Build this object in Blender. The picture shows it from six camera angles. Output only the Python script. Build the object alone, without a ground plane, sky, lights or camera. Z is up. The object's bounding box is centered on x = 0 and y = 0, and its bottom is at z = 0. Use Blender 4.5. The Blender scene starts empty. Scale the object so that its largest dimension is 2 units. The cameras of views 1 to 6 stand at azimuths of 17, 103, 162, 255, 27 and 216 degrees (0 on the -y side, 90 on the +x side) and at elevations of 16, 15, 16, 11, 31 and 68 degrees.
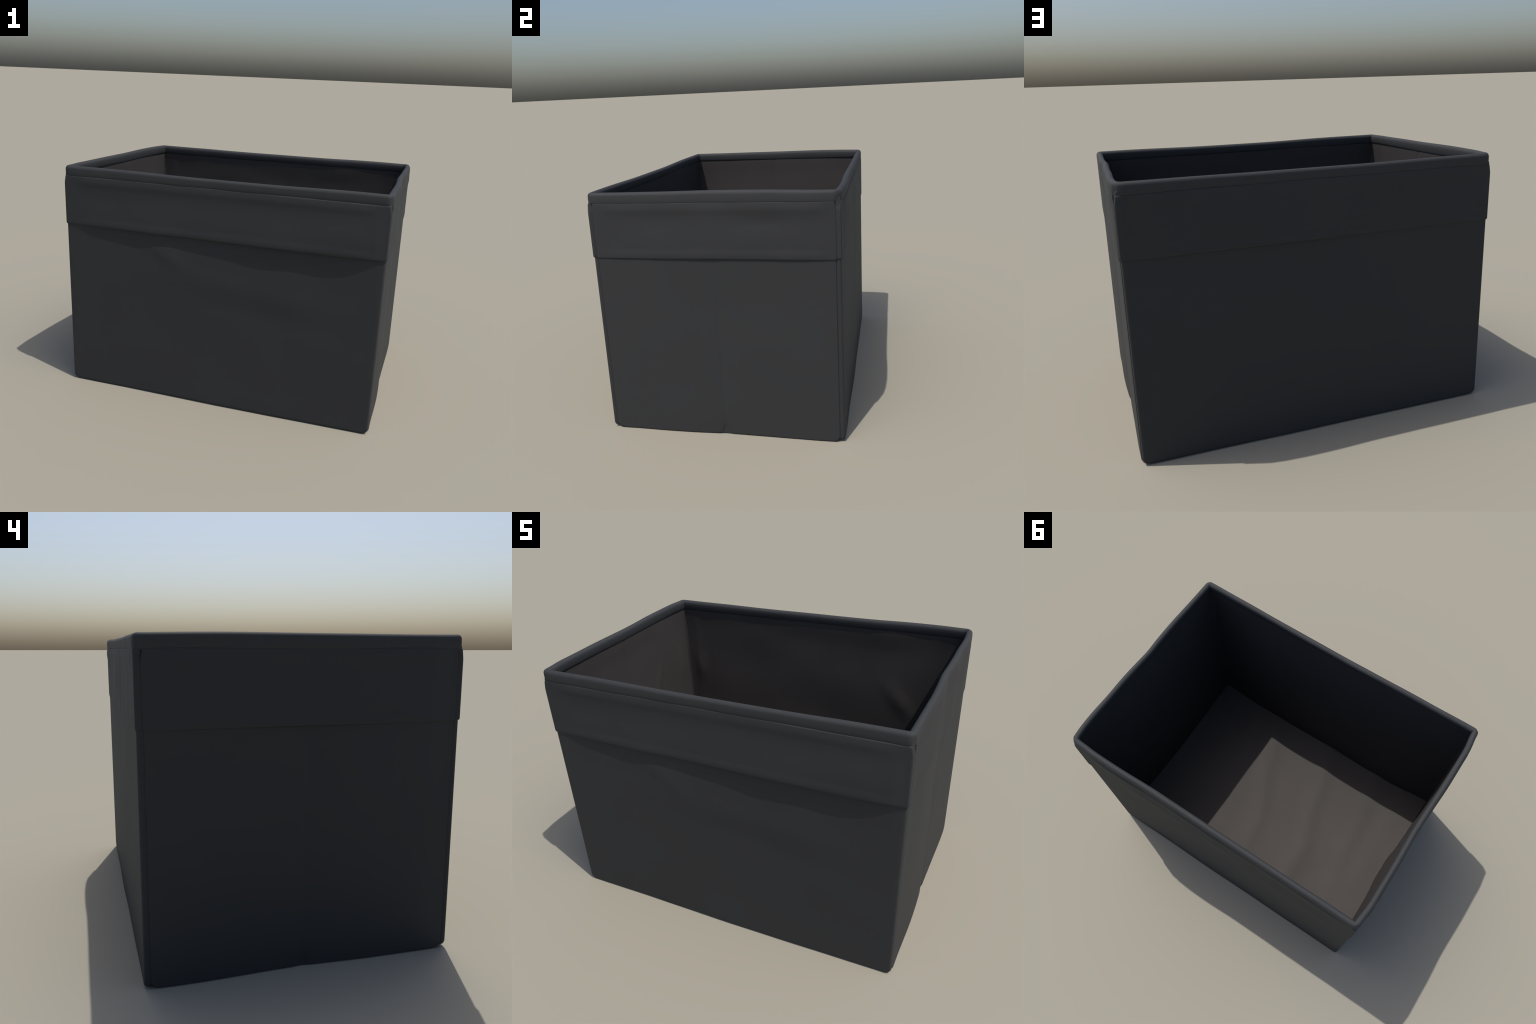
"""Open-topped charcoal fabric storage box: stiffened fabric walls, a hanging band
round the top, a bound rim, warm-grey lining and a quilted-flat floor panel."""
import bpy, math
import numpy as np

# ----------------------------------------------------------------- measurements
YAW = 0.012                 # the box stands very slightly turned
HEIGHT = 1.420              # top of the rim binding
WALL_TOP = 1.392
BAND_LOW, BAND_HIGH = 1.058, 1.3635
BAND_PROUD = 0.0045
RIM_LOW, RIM_HALF_W = 1.3585, 0.0182
CORNER_STRIP = 0.027        # end panels stop this far before the long panels' face
LINING_INSET = 0.0150       # at the rim; the lining leans in towards the floor
LINING_LEAN = {'front': 0.030, 'back': 0.020, 'right': 0.018, 'left': 0.018}
FLOOR_Z = 0.098

# wall planes in the box frame at floor level and at the top
PLANE = {'front': (0.6960, 0.6885), 'back': (0.6885, 0.6825),
         'right': (0.9790, 0.9820), 'left': (0.9740, 0.9790)}
# the left end wall is not quite parallel to the right one
LEFT_SKEW = -0.0080
LONG = ('front', 'back')
# direction of increasing t, and outward normal, per side
FRAME = {'front': ((1, 0), (0, -1)), 'back': ((1, 0), (0, 1)),
         'right': ((0, 1), (1, 0)), 'left': ((0, 1), (-1, 0))}


def plane(side, z):
    lo, hi = PLANE[side]
    k = np.clip(np.asarray(z) / HEIGHT, 0, 1)
    return lo + (hi - lo) * k


def bell(x, c, w):
    return np.exp(-((x - c) / w) ** 2)


def ramp(x, a, b):
    k = np.clip((x - a) / (b - a), 0, 1)
    return k * k * (3 - 2 * k)


def waves(t, z, seed, size, n=7):
    """Soft, seeded cloth unevenness: a handful of crossed sine waves, about +-1."""
    rng = np.random.RandomState(seed)
    out = 0 * (t + z)
    for _ in range(n):
        ang, ph = rng.uniform(0, math.pi), rng.uniform(0, 6.28)
        k = 2 * math.pi / (size * rng.uniform(0.6, 1.7))
        out = out + np.sin(k * (t * math.cos(ang) + z * math.sin(ang)) + ph)
    return out / math.sqrt(n)


def corner_fade(side, t):
    half = 0.978 if side in LONG else 0.69
    return ramp(half - np.abs(t), 0.03, 0.16)


def sag(side, t, z):
    """How far a wall stands out of its plane (shared by wall, band, rim and lining)."""
    top = ramp(z, 0.85, 1.40)
    f = corner_fade(side, t)
    if side == 'right':
        rim = (0.007 * bell(t, -0.26, 0.22) + 0.008 * bell(t, 0.20, 0.15)
               + 0.013 * bell(t, 0.50, 0.18) - 0.003 * bell(t, -0.04, 0.06))
        low = 0.005 * bell(t, -0.32, 0.20) + 0.005 * ramp(t, 0.2, 0.60) - 0.004 * bell(t, 0.04, 0.14)
        d = rim * top * ramp(0.70 - np.abs(t), 0, 0.10) + low * (1 - top)
    elif side == 'left':
        rim = 0.010 * f - 0.008 * bell(t, 0.03, 0.19)
        low = 0.007 * f - 0.013 * bell(t, 0.02, 0.24) - 0.004 * bell(z, 0, 0.15) * f
        d = rim * top + low * (1 - top) + LEFT_SKEW * t
        d = d + 0.008 * f * bell(t, -0.38, 0.28) * bell(z, 1.12, 0.25)
        d = d - 0.004 * f * bell(t, 0.1, 0.35) * bell(z, 0.10, 0.25)
    elif side == 'front':
        rim = -0.004 * bell(t, 0.0, 0.55)
        low = 0.007 * bell(t, 0.15, 0.50) * bell(z, 0.0, 0.14)
        d = rim * top + low * f
    else:
        rim = 0.009 * bell(t, 0.72, 0.22) * f
        low = 0.002 * bell(t, 0.0, 0.6) * (1 - top)
        d = rim * top + low * f
    return d


def wall_relief(side, t, z):
    f = corner_fade(side, t)
    d = sag(side, t, z)
    if side == 'front':
        # cloth hollows a little below the band, then rolls out in soft sideways folds
        up = ramp(z, 0.75, 0.98)
        d = d - up * f * (0.004 * bell(t, 0.30, 0.42) + 0.002 * bell(t, -0.62, 0.22))
        fold = 0.80 - 0.10 * t
        d = d + f * 0.0022 * bell(z, fold, 0.06) * bell(t, 0.25, 0.55)
        d = d - f * 0.0020 * bell(z, fold - 0.14, 0.06) * bell(t, 0.20, 0.5)
        d = d + f * 0.0055 * bell(t + (z - 0.92) * 0.9, -0.30, 0.09) * bell(z, 0.92, 0.07)
        d = d - f * 0.0020 * bell(t + z * 0.5, 0.10, 0.10) * bell(z, 0.90, 0.06)
        d = d + f * 0.0010 * waves(t, z, 3, 0.55)
    elif side == 'back':
        d = d + f * 0.0012 * waves(t, z, 5, 0.6)
    else:
        d = d - 0.0022 * bell(t, 0.005, 0.009) * ramp(1.0 - z, 0, 0.3) - 0.002 * bell(t, 0.005, 0.04)
        d = d - 0.013 * bell(t, 0.005, 0.018) * bell(z, 0.0, 0.040)
        d = d + f * 0.0012 * waves(t, z, 7 if side == 'right' else 9, 0.5)
    return d


def band_relief(side, t, z):
    f = corner_fade(side, t)
    d = BAND_PROUD + sag(side, t, z)
    # puffs out under the binding, dips, and thickens again at the turned hem
    d = d + f * (0.0035 * bell(z, 1.330, 0.026) - 0.0015 * bell(z, 1.24, 0.06)
                 + 0.0022 * bell(z, 1.082, 0.022))
    d = d - 0.0006 * bell(z, 1.108, 0.004)                       # hem stitching
    hang = ramp(1.34 - z, 0, 0.28)
    if side == 'front':
        d = d + f * hang * (0.015 * bell(t, 0.35, 0.50) + 0.008 * bell(t, -0.5, 0.3))
        d = d + ramp(0.978 - np.abs(t), 0, 0.07) * 0.011 * bell(t, 0.80, 0.24) * bell(z, 1.17, 0.15)
        d = d - f * 0.003 * bell(t, -0.72, 0.11) * bell(z, 1.22, 0.07)
        d = d + f * 0.0014 * waves(t, z, 13, 0.35)
    elif side == 'right':
        d = d + f * hang * 0.005 * bell(t, 0.05, 0.35)
        d = d - 0.0012 * bell(t, 0.005, 0.010) * hang
        d = d - f * 0.003 * bell(t, 0.30, 0.15) * bell(z, 1.255, 0.035)
        d = d + f * 0.0008 * waves(t, z, 17, 0.32)
    elif side == 'left':
        d = d + f * hang * 0.008 * bell(t, -0.02, 0.18)
        d = d + f * 0.0012 * waves(t, z, 19, 0.4)
    else:
        d = d + f * 0.010 * bell(z, 1.22, 0.10) * (bell(t, 0.45, 0.25) + bell(t, -0.08, 0.22))
        d = d + f * 0.006 * hang * bell(t, 0.1, 0.6)
        d = d + f * 0.0014 * waves(t, z * 0.4, 23, 0.30)
    return d


# ----------------------------------------------------------------- mesh helpers
def place(side, t, out, z):
    """Box-frame (along wall, outward, up) -> world coordinates."""
    a, n = FRAME[side]
    x = a[0] * t + n[0] * out
    y = a[1] * t + n[1] * out
    c, s = math.cos(YAW), math.sin(YAW)
    return np.stack([c * x - s * y, s * x + c * y, z + 0 * x], -1)


def make_object(name, verts, faces, material, parent, flip=False):
    if flip:
        faces = [f[::-1] for f in faces]
    me = bpy.data.meshes.new(name)
    me.from_pydata([tuple(map(float, v)) for v in verts], [], faces)
    me.validate()
    me.polygons.foreach_set('use_smooth', [True] * len(me.polygons))
    me.materials.append(material)
    me.update()
    ob = bpy.data.objects.new(name, me)
    bpy.context.scene.collection.objects.link(ob)
    ob.parent = parent
    return ob


def spaced(a, b, r, step):
    """Samples from a to b, crowded at both ends where an edge of radius r rounds over."""
    arc = r * (1 - np.cos(np.linspace(0, math.pi / 2, 7)))
    mid = np.linspace(a + r, b - r, max(2, int((b - a) / step)))[1:-1]
    return np.concatenate([a + arc, mid, (b - arc)[::-1]])


def slab(name, side, z0, z1, relief, depth, r, corner_r, material, parent,
         t_span, step=0.011):
    """A padded cloth panel: rounded edges and corners, relief on the face, real depth."""
    ts = spaced(-1.0, 1.0, r / 0.8, step / 0.8)      # normalised, mapped to t_span(z)
    zs = spaced(z0, z1, r, step)
    lo0, hi0 = t_span(0.5 * (z0 + z1))
    W = 0.5 * (hi0 - lo0)
    U, Z = np.meshgrid(ts, zs, indexing='ij')
    U = U.copy()
    # position relative to the rounded rectangle
    zc, hz = 0.5 * (z0 + z1), 0.5 * (z1 - z0)
    edge = np.sign(U) * (np.abs(U) * W)
    # keep the crowded end spacing in metres
    e_m = (1 - np.abs(U)) * 0.8
    edge = np.where(e_m < r * 1.0001, np.sign(U) * (W - e_m), edge)
    qx = np.abs(edge) - (W - corner_r)
    qz = np.abs(Z - zc) - (hz - corner_r)
    both = (qx > 0) & (qz > 0)
    rad = np.hypot(np.maximum(qx, 0), np.maximum(qz, 0))
    k = np.where(both & (rad > corner_r), corner_r / np.maximum(rad, 1e-9), 1.0)
    edge = np.where(both, np.sign(edge) * ((W - corner_r) + qx * k), edge)
    Z = np.where(both, zc + np.sign(Z - zc) * ((hz - corner_r) + qz * k), Z)
    qx = np.abs(edge) - (W - corner_r)
    qz = np.abs(Z - zc) - (hz - corner_r)
    sdf = np.where((qx > 0) & (qz > 0), np.hypot(np.maximum(qx, 0), np.maximum(qz, 0)),
                   np.maximum(qx, qz)) - corner_r
    e = np.clip(-sdf, 0, r)
    drop = r - np.sqrt(np.maximum(r * r - (r - e) ** 2, 0))
    lo, hi = t_span(Z)
    T = 0.5 * (lo + hi) + edge / W * 0.5 * (hi - lo)
    face = plane(side, Z) + relief(side, T, Z) - drop
    # the board is thin; only the ends of the long panels wrap round the corners
    at_end = ramp(np.minimum(T - lo, hi - T), 0.030, 0.016) if side in LONG else 0 * T
    back = plane(side, Z) + sag(side, T, Z) - (0.006 + (depth - 0.006) * at_end)
    n_t, n_z = T.shape
    V = np.concatenate([place(side, T, face, Z).reshape(-1, 3),
                        place(side, T, back, Z).reshape(-1, 3)])
    off = n_t * n_z
    idx = np.arange(off).reshape(n_t, n_z)
    faces = []
    for i in range(n_t - 1):
        for j in range(n_z - 1):
            a, b, c, d = idx[i, j], idx[i + 1, j], idx[i + 1, j + 1], idx[i, j + 1]
            faces.append((int(a), int(b), int(c), int(d)))
            faces.append((int(d + off), int(c + off), int(b + off), int(a + off)))
    ring = ([idx[i, 0] for i in range(n_t)] + [idx[-1, j] for j in range(1, n_z)]
            + [idx[i, -1] for i in range(n_t - 2, -1, -1)] + [idx[0, j] for j in range(n_z - 2, 0, -1)])
    for a, b in zip(ring, ring[1:] + ring[:1]):
        faces.append((int(a), int(a + off), int(b + off), int(b)))
    return make_object(name, V, faces, material, parent, flip=side in ('back', 'left'))


# ----------------------------------------------------------------- materials
def cloth(name, colour, mottle, weave_scale, weave_bump, rough, spec):
    m = bpy.data.materials.new(name)
    m.use_nodes = True
    nt = m.node_tree
    N, L = nt.nodes, nt.links
    bsdf = N['Principled BSDF']
    bsdf.inputs['Roughness'].default_value = rough
    bsdf.inputs['Specular IOR Level'].default_value = spec
    tc = N.new('ShaderNodeTexCoord')
    big = N.new('ShaderNodeTexNoise'); big.inputs['Scale'].default_value = 5.0
    big.inputs['Detail'].default_value = 4.0
    fine = N.new('ShaderNodeTexNoise'); fine.inputs['Scale'].default_value = 160.0
    fine.inputs['Detail'].default_value = 2.0
    add = N.new('ShaderNodeMath'); add.operation = 'ADD'
    rampn = N.new('ShaderNodeValToRGB')
    e = rampn.color_ramp.elements
    e[0].position, e[1].position = 0.30, 0.70
    half = N.new('ShaderNodeMath'); half.operation = 'MULTIPLY'; half.inputs[1].default_value = 0.5
    e[0].color = (*[c * (1 - mottle) for c in colour], 1)
    e[1].color = (*[c * (1 + mottle) for c in colour], 1)
    for n in (big, fine):
        L.new(tc.outputs['Object'], n.inputs['Vector'])
    L.new(big.outputs['Fac'], add.inputs[0])
    L.new(fine.outputs['Fac'], add.inputs[1])
    L.new(add.outputs[0], half.inputs[0])
    L.new(half.outputs[0], rampn.inputs['Fac'])
    L.new(rampn.outputs['Color'], bsdf.inputs['Base Color'])
    # woven grain: two crossed thread directions
    grain = N.new('ShaderNodeTexNoise')
    mp = N.new('ShaderNodeMapping')
    mp.inputs['Scale'].default_value = (1.0, 1.0, 2.2)
    grain.inputs['Scale'].default_value = weave_scale
    grain.inputs['Detail'].default_value = 3.0
    bump = N.new('ShaderNodeBump')
    bump.inputs['Strength'].default_value = weave_bump
    bump.inputs['Distance'].default_value = 0.002
    L.new(tc.outputs['Object'], mp.inputs['Vector'])
    L.new(mp.outputs['Vector'], grain.inputs['Vector'])
    L.new(grain.outputs['Fac'], bump.inputs['Height'])
    L.new(bump.outputs['Normal'], bsdf.inputs['Normal'])
    return m


outer_cloth = cloth('charcoal_polyester', (0.0253, 0.0268, 0.0291), 0.04, 320, 0.06, 0.75, 0.39)
bind_cloth = cloth('charcoal_binding_tape', (0.0285, 0.0301, 0.0326), 0.04, 320, 0.06, 0.75, 0.39)
lining_cloth = cloth('warm_grey_nonwoven_lining', (0.0420, 0.0388, 0.0384), 0.08, 230, 0.35, 0.9, 0.22)  # base colour darker than floor_cloth's
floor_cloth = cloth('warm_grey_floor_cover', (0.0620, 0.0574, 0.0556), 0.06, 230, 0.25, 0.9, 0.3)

# ----------------------------------------------------------------- the box
box = bpy.data.objects.new('storage_box', None)
box['label'] = 'open charcoal grey fabric storage box with hanging top band'
box['category'] = 'storage box'
bpy.context.scene.collection.objects.link(box)


def long_span(z):
    z = np.asarray(z, float)
    return -(plane('left', z) - 0.001), plane('right', z) - 0.001


def front_span(z):
    lo, hi = long_span(z)
    return lo + LEFT_SKEW * 0.69, hi


def back_span(z):
    lo, hi = long_span(z)
    return lo - LEFT_SKEW * 0.69, hi + 0.002


def short_span(z):
    z = np.asarray(z, float)
    return -(plane('front', z) - CORNER_STRIP), plane('back', z) - CORNER_STRIP


def grown(span, by):
    def fn(z):
        lo, hi = span(z)
        k = by * (1 - 1.6 * ramp(np.asarray(z, float), 1.31, BAND_HIGH))   # tucks in under the rim
        return lo - k, hi + k
    return fn


SPAN = {'front': front_span, 'back': back_span, 'right': short_span, 'left': short_span}
for side in ('front', 'back', 'right', 'left'):
    is_long = side in LONG
    slab('wall_panel', side, 0.002, WALL_TOP, wall_relief, 0.034 if is_long else 0.010,
         0.011 if is_long else 0.004, 0.030, outer_cloth, box, SPAN[side])
    slab('top_band', side, BAND_LOW, BAND_HIGH, band_relief, 0.034 if is_long else 0.010,
         0.008 if is_long else 0.003, 0.010 if is_long else 0.004, outer_cloth, box,
         grown(SPAN[side], BAND_PROUD if is_long else 0.0035), step=0.009)

# ----------------------------------------------------------------- rim binding
def rim_path():
    """Closed plan outline of the rim's outer face, with softly rounded corners."""
    radius = {('front', 'right'): 0.034, ('right', 'back'): 0.048,
              ('back', 'left'): 0.036, ('left', 'front'): 0.034}
    z = 1.39
    fr, bk, rt, lf = (float(plane(s, z)) + BAND_PROUD for s in ('front', 'back', 'right', 'left'))
    pts, seam = [], []

    def line(side, t0, t1, n):
        for t in np.linspace(t0, t1, n):
            out = float(plane(side, z)) + BAND_PROUD + float(sag(side, t, 1.40))
            out += 0.0006 * float(waves(np.array(t), np.array(0.0), 31 + len(side), 0.30))
            a, n_ = FRAME[side]
            pts.append((a[0] * t + n_[0] * out, a[1] * t + n_[1] * out))
            seam.append(0.0)

    def bend(cx, cy, r, a0):
        for i, a in enumerate(np.linspace(a0, a0 + math.pi / 2, 11)[1:-1]):
            pts.append((cx + r * math.cos(a), cy + r * math.sin(a)))
            seam.append(0.0)

    r = radius
    def s_at(side, t):
        return float(sag(side, t, 1.40))
    line('front', -lf + LEFT_SKEW * 0.69 + r['left', 'front'], rt - r['front', 'right'], 190)
    q = r['front', 'right']; bend(rt - q, -fr + q, q, -math.pi / 2)
    line('right', -fr + q, bk - r['right', 'back'], 130)
    q = r['right', 'back']
    bend(rt + s_at('right', bk - q) - q, bk + s_at('back', rt - q) - q, q, 0)
    line('back', rt - q, -lf - LEFT_SKEW * 0.69 + r['back', 'left'], 190)
    q = r['back', 'left']; bend(-lf - LEFT_SKEW * 0.69 + q, bk - q, q, math.pi / 2)
    line('left', bk - q, -fr + r['left', 'front'], 130)
    q = r['left', 'front']; bend(-lf + LEFT_SKEW * 0.69 + q, -fr + q, q, math.pi)
    return np.array(pts)


def build_rim():
    P = rim_path()
    # ease the joints between straights and bends
    for _ in range(2):
        P = 0.25 * np.roll(P, 1, 0) + 0.5 * P + 0.25 * np.roll(P, -1, 0)
    tan = np.roll(P, -1, 0) - np.roll(P, 1, 0)
    tan /= np.linalg.norm(tan, axis=1)[:, None]
    nrm = np.stack([tan[:, 1], -tan[:, 0]], -1)          # outward (path runs counter-clockwise)
    # folded tape section: round top, nearly flat flanks, tucked-in lower edges
    w, top = RIM_HALF_W, 0.0
    sec = []
    for a in np.linspace(0, math.pi, 15):
        sec.append((w * math.cos(a), HEIGHT - 0.020 + 0.020 * math.sin(a)))
    sec += [(-w * 0.98, HEIGHT - 0.034), (-w * 0.80, RIM_LOW + 0.010), (-w * 0.68, RIM_LOW + 0.003),
            (-w * 0.50, RIM_LOW), (0.0, RIM_LOW - 0.001), (w * 0.75, RIM_LOW),
            (w * 0.93, RIM_LOW + 0.003), (w * 1.01, RIM_LOW + 0.009), (w * 1.04, HEIGHT - 0.034)]
    sec = np.array(sec)
    n, m = len(P), len(sec)
    s = np.concatenate([[0], np.cumsum(np.linalg.norm(np.diff(P, axis=0), axis=1))])
    plump = 1 + 0.025 * waves(s, s * 0, 41, 0.30)
    lift = 0.0015 * waves(s, s * 0, 43, 0.8)
    # the end rims ride up, the long rims sag between the corners
    at_long = np.abs(nrm[:, 1]) > 0.9
    lift = lift + np.where(at_long, -0.005 * bell(P[:, 0], 0.0, 0.6),
                           np.where(P[:, 0] > 0, 0.008, 0.003) * bell(P[:, 1], 0.10, 0.38))
    crease = np.zeros(n)
    for cx, cy in ((-.97, -.68), (.98, -.68), (.985, .675), (-.97, .675)):
        i = int(np.argmin(np.hypot(P[:, 0] - cx, P[:, 1] - cy)))
        near = np.minimum((np.arange(n) - i) % n, (i - np.arange(n)) % n)
        crease += 0.10 * (near == 0) + 0.04 * (near == 1)
    V = np.zeros((n, m, 3))
    mid = P - nrm * w                                   # tape centre line
    c, sn = math.cos(YAW), math.sin(YAW)
    for j in range(m):
        o = sec[j, 0] * plump * (1 - crease)
        q = mid + nrm * o[:, None]
        h = (sec[j, 1] - RIM_LOW) / (HEIGHT - RIM_LOW)
        V[:, j, 0] = c * q[:, 0] - sn * q[:, 1]
        V[:, j, 1] = sn * q[:, 0] + c * q[:, 1]
        V[:, j, 2] = sec[j, 1] + lift * h
    faces = []
    for i in range(n):
        for j in range(m):
            a, b = i * m + j, ((i + 1) % n) * m + j
            faces.append((a, b, ((i + 1) % n) * m + (j + 1) % m, i * m + (j + 1) % m))
    make_object('rim_binding', V.reshape(-1, 3), faces, bind_cloth, box)


build_rim()

# ----------------------------------------------------------------- lining and floor
def lining_relief(side, t, z):
    half = 0.955 if side in LONG else 0.67
    f = ramp(half - np.abs(t), 0.0, 0.10)
    d = sag(side, t, z) - LINING_INSET - LINING_LEAN[side] * ramp(1.25 - z, 0, 1.25) * (0.3 + 0.7 * ramp(half - np.abs(t), 0, 0.35))
    d = d - 0.008 * bell(z, 1.37, 0.09)          # drawn in where the binding grips it
    if side == 'back':          # puckers close to both inner corners
        d = d - 0.002 * f * bell(t, -0.88, 0.04) * ramp(1.36 - z, 0, 0.10)
        d = d - 0.008 * f * bell(t, -0.86, 0.06) * bell(z, 0.95, 0.10)
        d = d - 0.009 * f * bell(t + 0.6 * (z - 0.90), 0.60, 0.07) * bell(z, 0.90, 0.11)
        d = d - 0.004 * f * bell(t, 0.86, 0.05) * bell(z, 1.05, 0.2)
        d = d - 0.005 * f * bell(z, 0.95, 0.40) * ramp(t, -0.6, 0.6)
        d = d - 0.0018 * f * waves(t, z, 53, 0.5) * ramp(1.33 - z, 0, 0.12)
    elif side == 'left':
        d = d - 0.004 * bell(t, -0.1, 0.30) * ramp(0.6 - z, 0, 0.45)
        d = d - 0.004 * f * bell(t, 0.30 + 0.4 * (z - 1.0), 0.03) * bell(z, 1.0, 0.12)
        d = d - 0.006 * f * bell(t, 0.58, 0.05) * bell(z, 0.95, 0.10)
        d = d + 0.0028 * bell(t, -0.02, 0.007)                 # centre seam
        d = d - 0.003 * f * waves(t, z, 71, 0.24) * ramp(0.45 - z, 0, 0.3)
        d = d - 0.002 * f * waves(t, z, 57, 0.6)
    elif side == 'right':
        d = d - 0.0015 * f * (1 + waves(t, z, 59, 0.7))
    else:
        d = d - 0.0015 * f * (1 + waves(t, z, 61, 0.8))
    return d


def build_lining(side):
    half_lo = {'front': ('left', 'right'), 'back': ('left', 'right'),
               'right': ('front', 'back'), 'left': ('front', 'back')}[side]
    nt = 170 if side in LONG else 120
    zs = np.linspace(FLOOR_Z - 0.03, 1.372, 120)
    U, Z = np.meshgrid(np.linspace(0, 1, nt), zs, indexing='ij')
    # run the cloth on behind the neighbouring lining so the inner corners close
    skew = {'front': LEFT_SKEW, 'back': -LEFT_SKEW}.get(side, 0.0) * 0.69
    lo = -(plane(half_lo[0], Z) - skew - 0.008)
    hi = plane(half_lo[1], Z) - 0.008
    T = lo + (hi - lo) * U
    out = plane(side, Z) + lining_relief(side, T, Z)
    V = np.concatenate([place(side, T, out, Z).reshape(-1, 3),
                        place(side, T, out + 0.0015, Z).reshape(-1, 3)])
    n_t, n_z = T.shape
    off = n_t * n_z
    idx = np.arange(off).reshape(n_t, n_z)
    faces = []
    for i in range(n_t - 1):
        for j in range(n_z - 1):
            a, b, c, d = (int(idx[i, j]), int(idx[i + 1, j]), int(idx[i + 1, j + 1]), int(idx[i, j + 1]))
            faces.append((d, c, b, a))
            faces.append((a + off, b + off, c + off, d + off))
    make_object('lining_panel', V, faces, lining_cloth, box, flip=side in ('back', 'left'))


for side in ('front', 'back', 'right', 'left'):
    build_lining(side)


def build_floor():
    nx, ny = 220, 150
    # the cover runs on underneath the lining, out to the boards
    lx1 = PLANE['right'][0] - 0.018
    ly0, ly1 = -(PLANE['front'][0] - 0.010), PLANE['back'][0] - 0.010
    U, Y = np.meshgrid(np.linspace(0, 1, nx), np.linspace(ly0, ly1, ny), indexing='ij')
    lx0 = -(PLANE['left'][0] - 0.014 - 0.015 * bell(Y, 0.0, 0.40))    # follows the bowed left wall
    X = lx0 + (lx1 - lx0) * U
    fx = ramp(np.minimum(X - lx0, lx1 - X), 0, 0.10) * ramp(np.minimum(Y - ly0, ly1 - Y), 0, 0.06)
    # loose floor cover: soft ridges running front to back, fanning a little
    M = X + 0.018 * np.sin(6.5 * Y + 0.8) + 0.012 * np.sin(13.0 * Y + 2.0 * X)
    ridges = (0.018 * bell(M + 0.37 * Y, 0.16, 0.075) + 0.019 * bell(M + 0.24 * Y, -0.27, 0.080)
              + 0.010 * bell(X + 0.15 * Y, -0.63, 0.07) + 0.008 * bell(X + 0.30 * Y, 0.42, 0.10))
    Zf = FLOOR_Z - 0.005 + fx * (ridges + 0.0015 * waves(X, Y, 67, 0.5)) \
        + 0.007 * bell(X, -0.77, 0.07) * fx + 0.010 * ramp(ly0 + 0.12 - Y, 0, 0.12) * bell(X, -0.1, 0.6) \
        + 0.010 * ramp(-0.72 - X, 0, 0.15) + 0.010 * bell(X, -0.25, 0.35) * bell(Y, 0.48, 0.22)
    c, s = math.cos(YAW), math.sin(YAW)
    def world(x, y, z):
        return np.stack([c * x - s * y, s * x + c * y, z + 0 * x], -1).reshape(-1, 3)
    V = np.concatenate([world(X, Y, Zf), world(X, Y, 0 * X + 0.050)])
    off = nx * ny
    idx = np.arange(off).reshape(nx, ny)
    faces = []
    for i in range(nx - 1):
        for j in range(ny - 1):
            a, b, cc, d = (int(idx[i, j]), int(idx[i + 1, j]), int(idx[i + 1, j + 1]), int(idx[i, j + 1]))
            faces.append((a, b, cc, d))
            faces.append((d + off, cc + off, b + off, a + off))
    ring = ([idx[i, 0] for i in range(nx)] + [idx[-1, j] for j in range(1, ny)]
            + [idx[i, -1] for i in range(nx - 2, -1, -1)] + [idx[0, j] for j in range(ny - 2, 0, -1)])
    for a, b in zip(ring, ring[1:] + ring[:1]):
        faces.append((int(a), int(a + off), int(b + off), int(b)))
    make_object('floor_panel', V, faces, floor_cloth, box)


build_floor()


def build_base():
    """Underside: the outer cloth closed off below, its edge peeping out under the walls."""
    def outline(inset, z):
        pts = []
        r = 0.030
        x0, x1 = -(PLANE['left'][0] - inset - 0.026), PLANE['right'][0] - inset - 0.012
        y0, y1 = -(PLANE['front'][0] - inset), PLANE['back'][0] - inset
        for cx, cy, a0 in ((x1 - r, y0 + r, -90), (x1 - r, y1 - r, 0), (x0 + r, y1 - r, 90), (x0 + r, y0 + r, 180)):
            for a in np.radians(np.linspace(a0, a0 + 90, 8)):
                pts.append((cx + r * math.cos(a), cy + r * math.sin(a), z))
        return pts
    rings = [outline(0.012, 0.0), outline(0.008, 0.001), outline(0.006, 0.004), outline(0.008, 0.008), outline(0.014, 0.0105)]
    n = len(rings[0])
    V = np.array([p for ring in rings for p in ring])
    c, s = math.cos(YAW), math.sin(YAW)
    V = np.stack([c * V[:, 0] - s * V[:, 1], s * V[:, 0] + c * V[:, 1], V[:, 2]], -1)
    faces = []
    for k in range(len(rings) - 1):
        for i in range(n):
            j = (i + 1) % n
            faces.append((k * n + i, k * n + j, (k + 1) * n + j, (k + 1) * n + i))
    faces.append(tuple(range(n))[::-1])
    faces.append(tuple(range((len(rings) - 1) * n, len(rings) * n)))
    make_object('base_panel', V, faces, outer_cloth, box)


build_base()
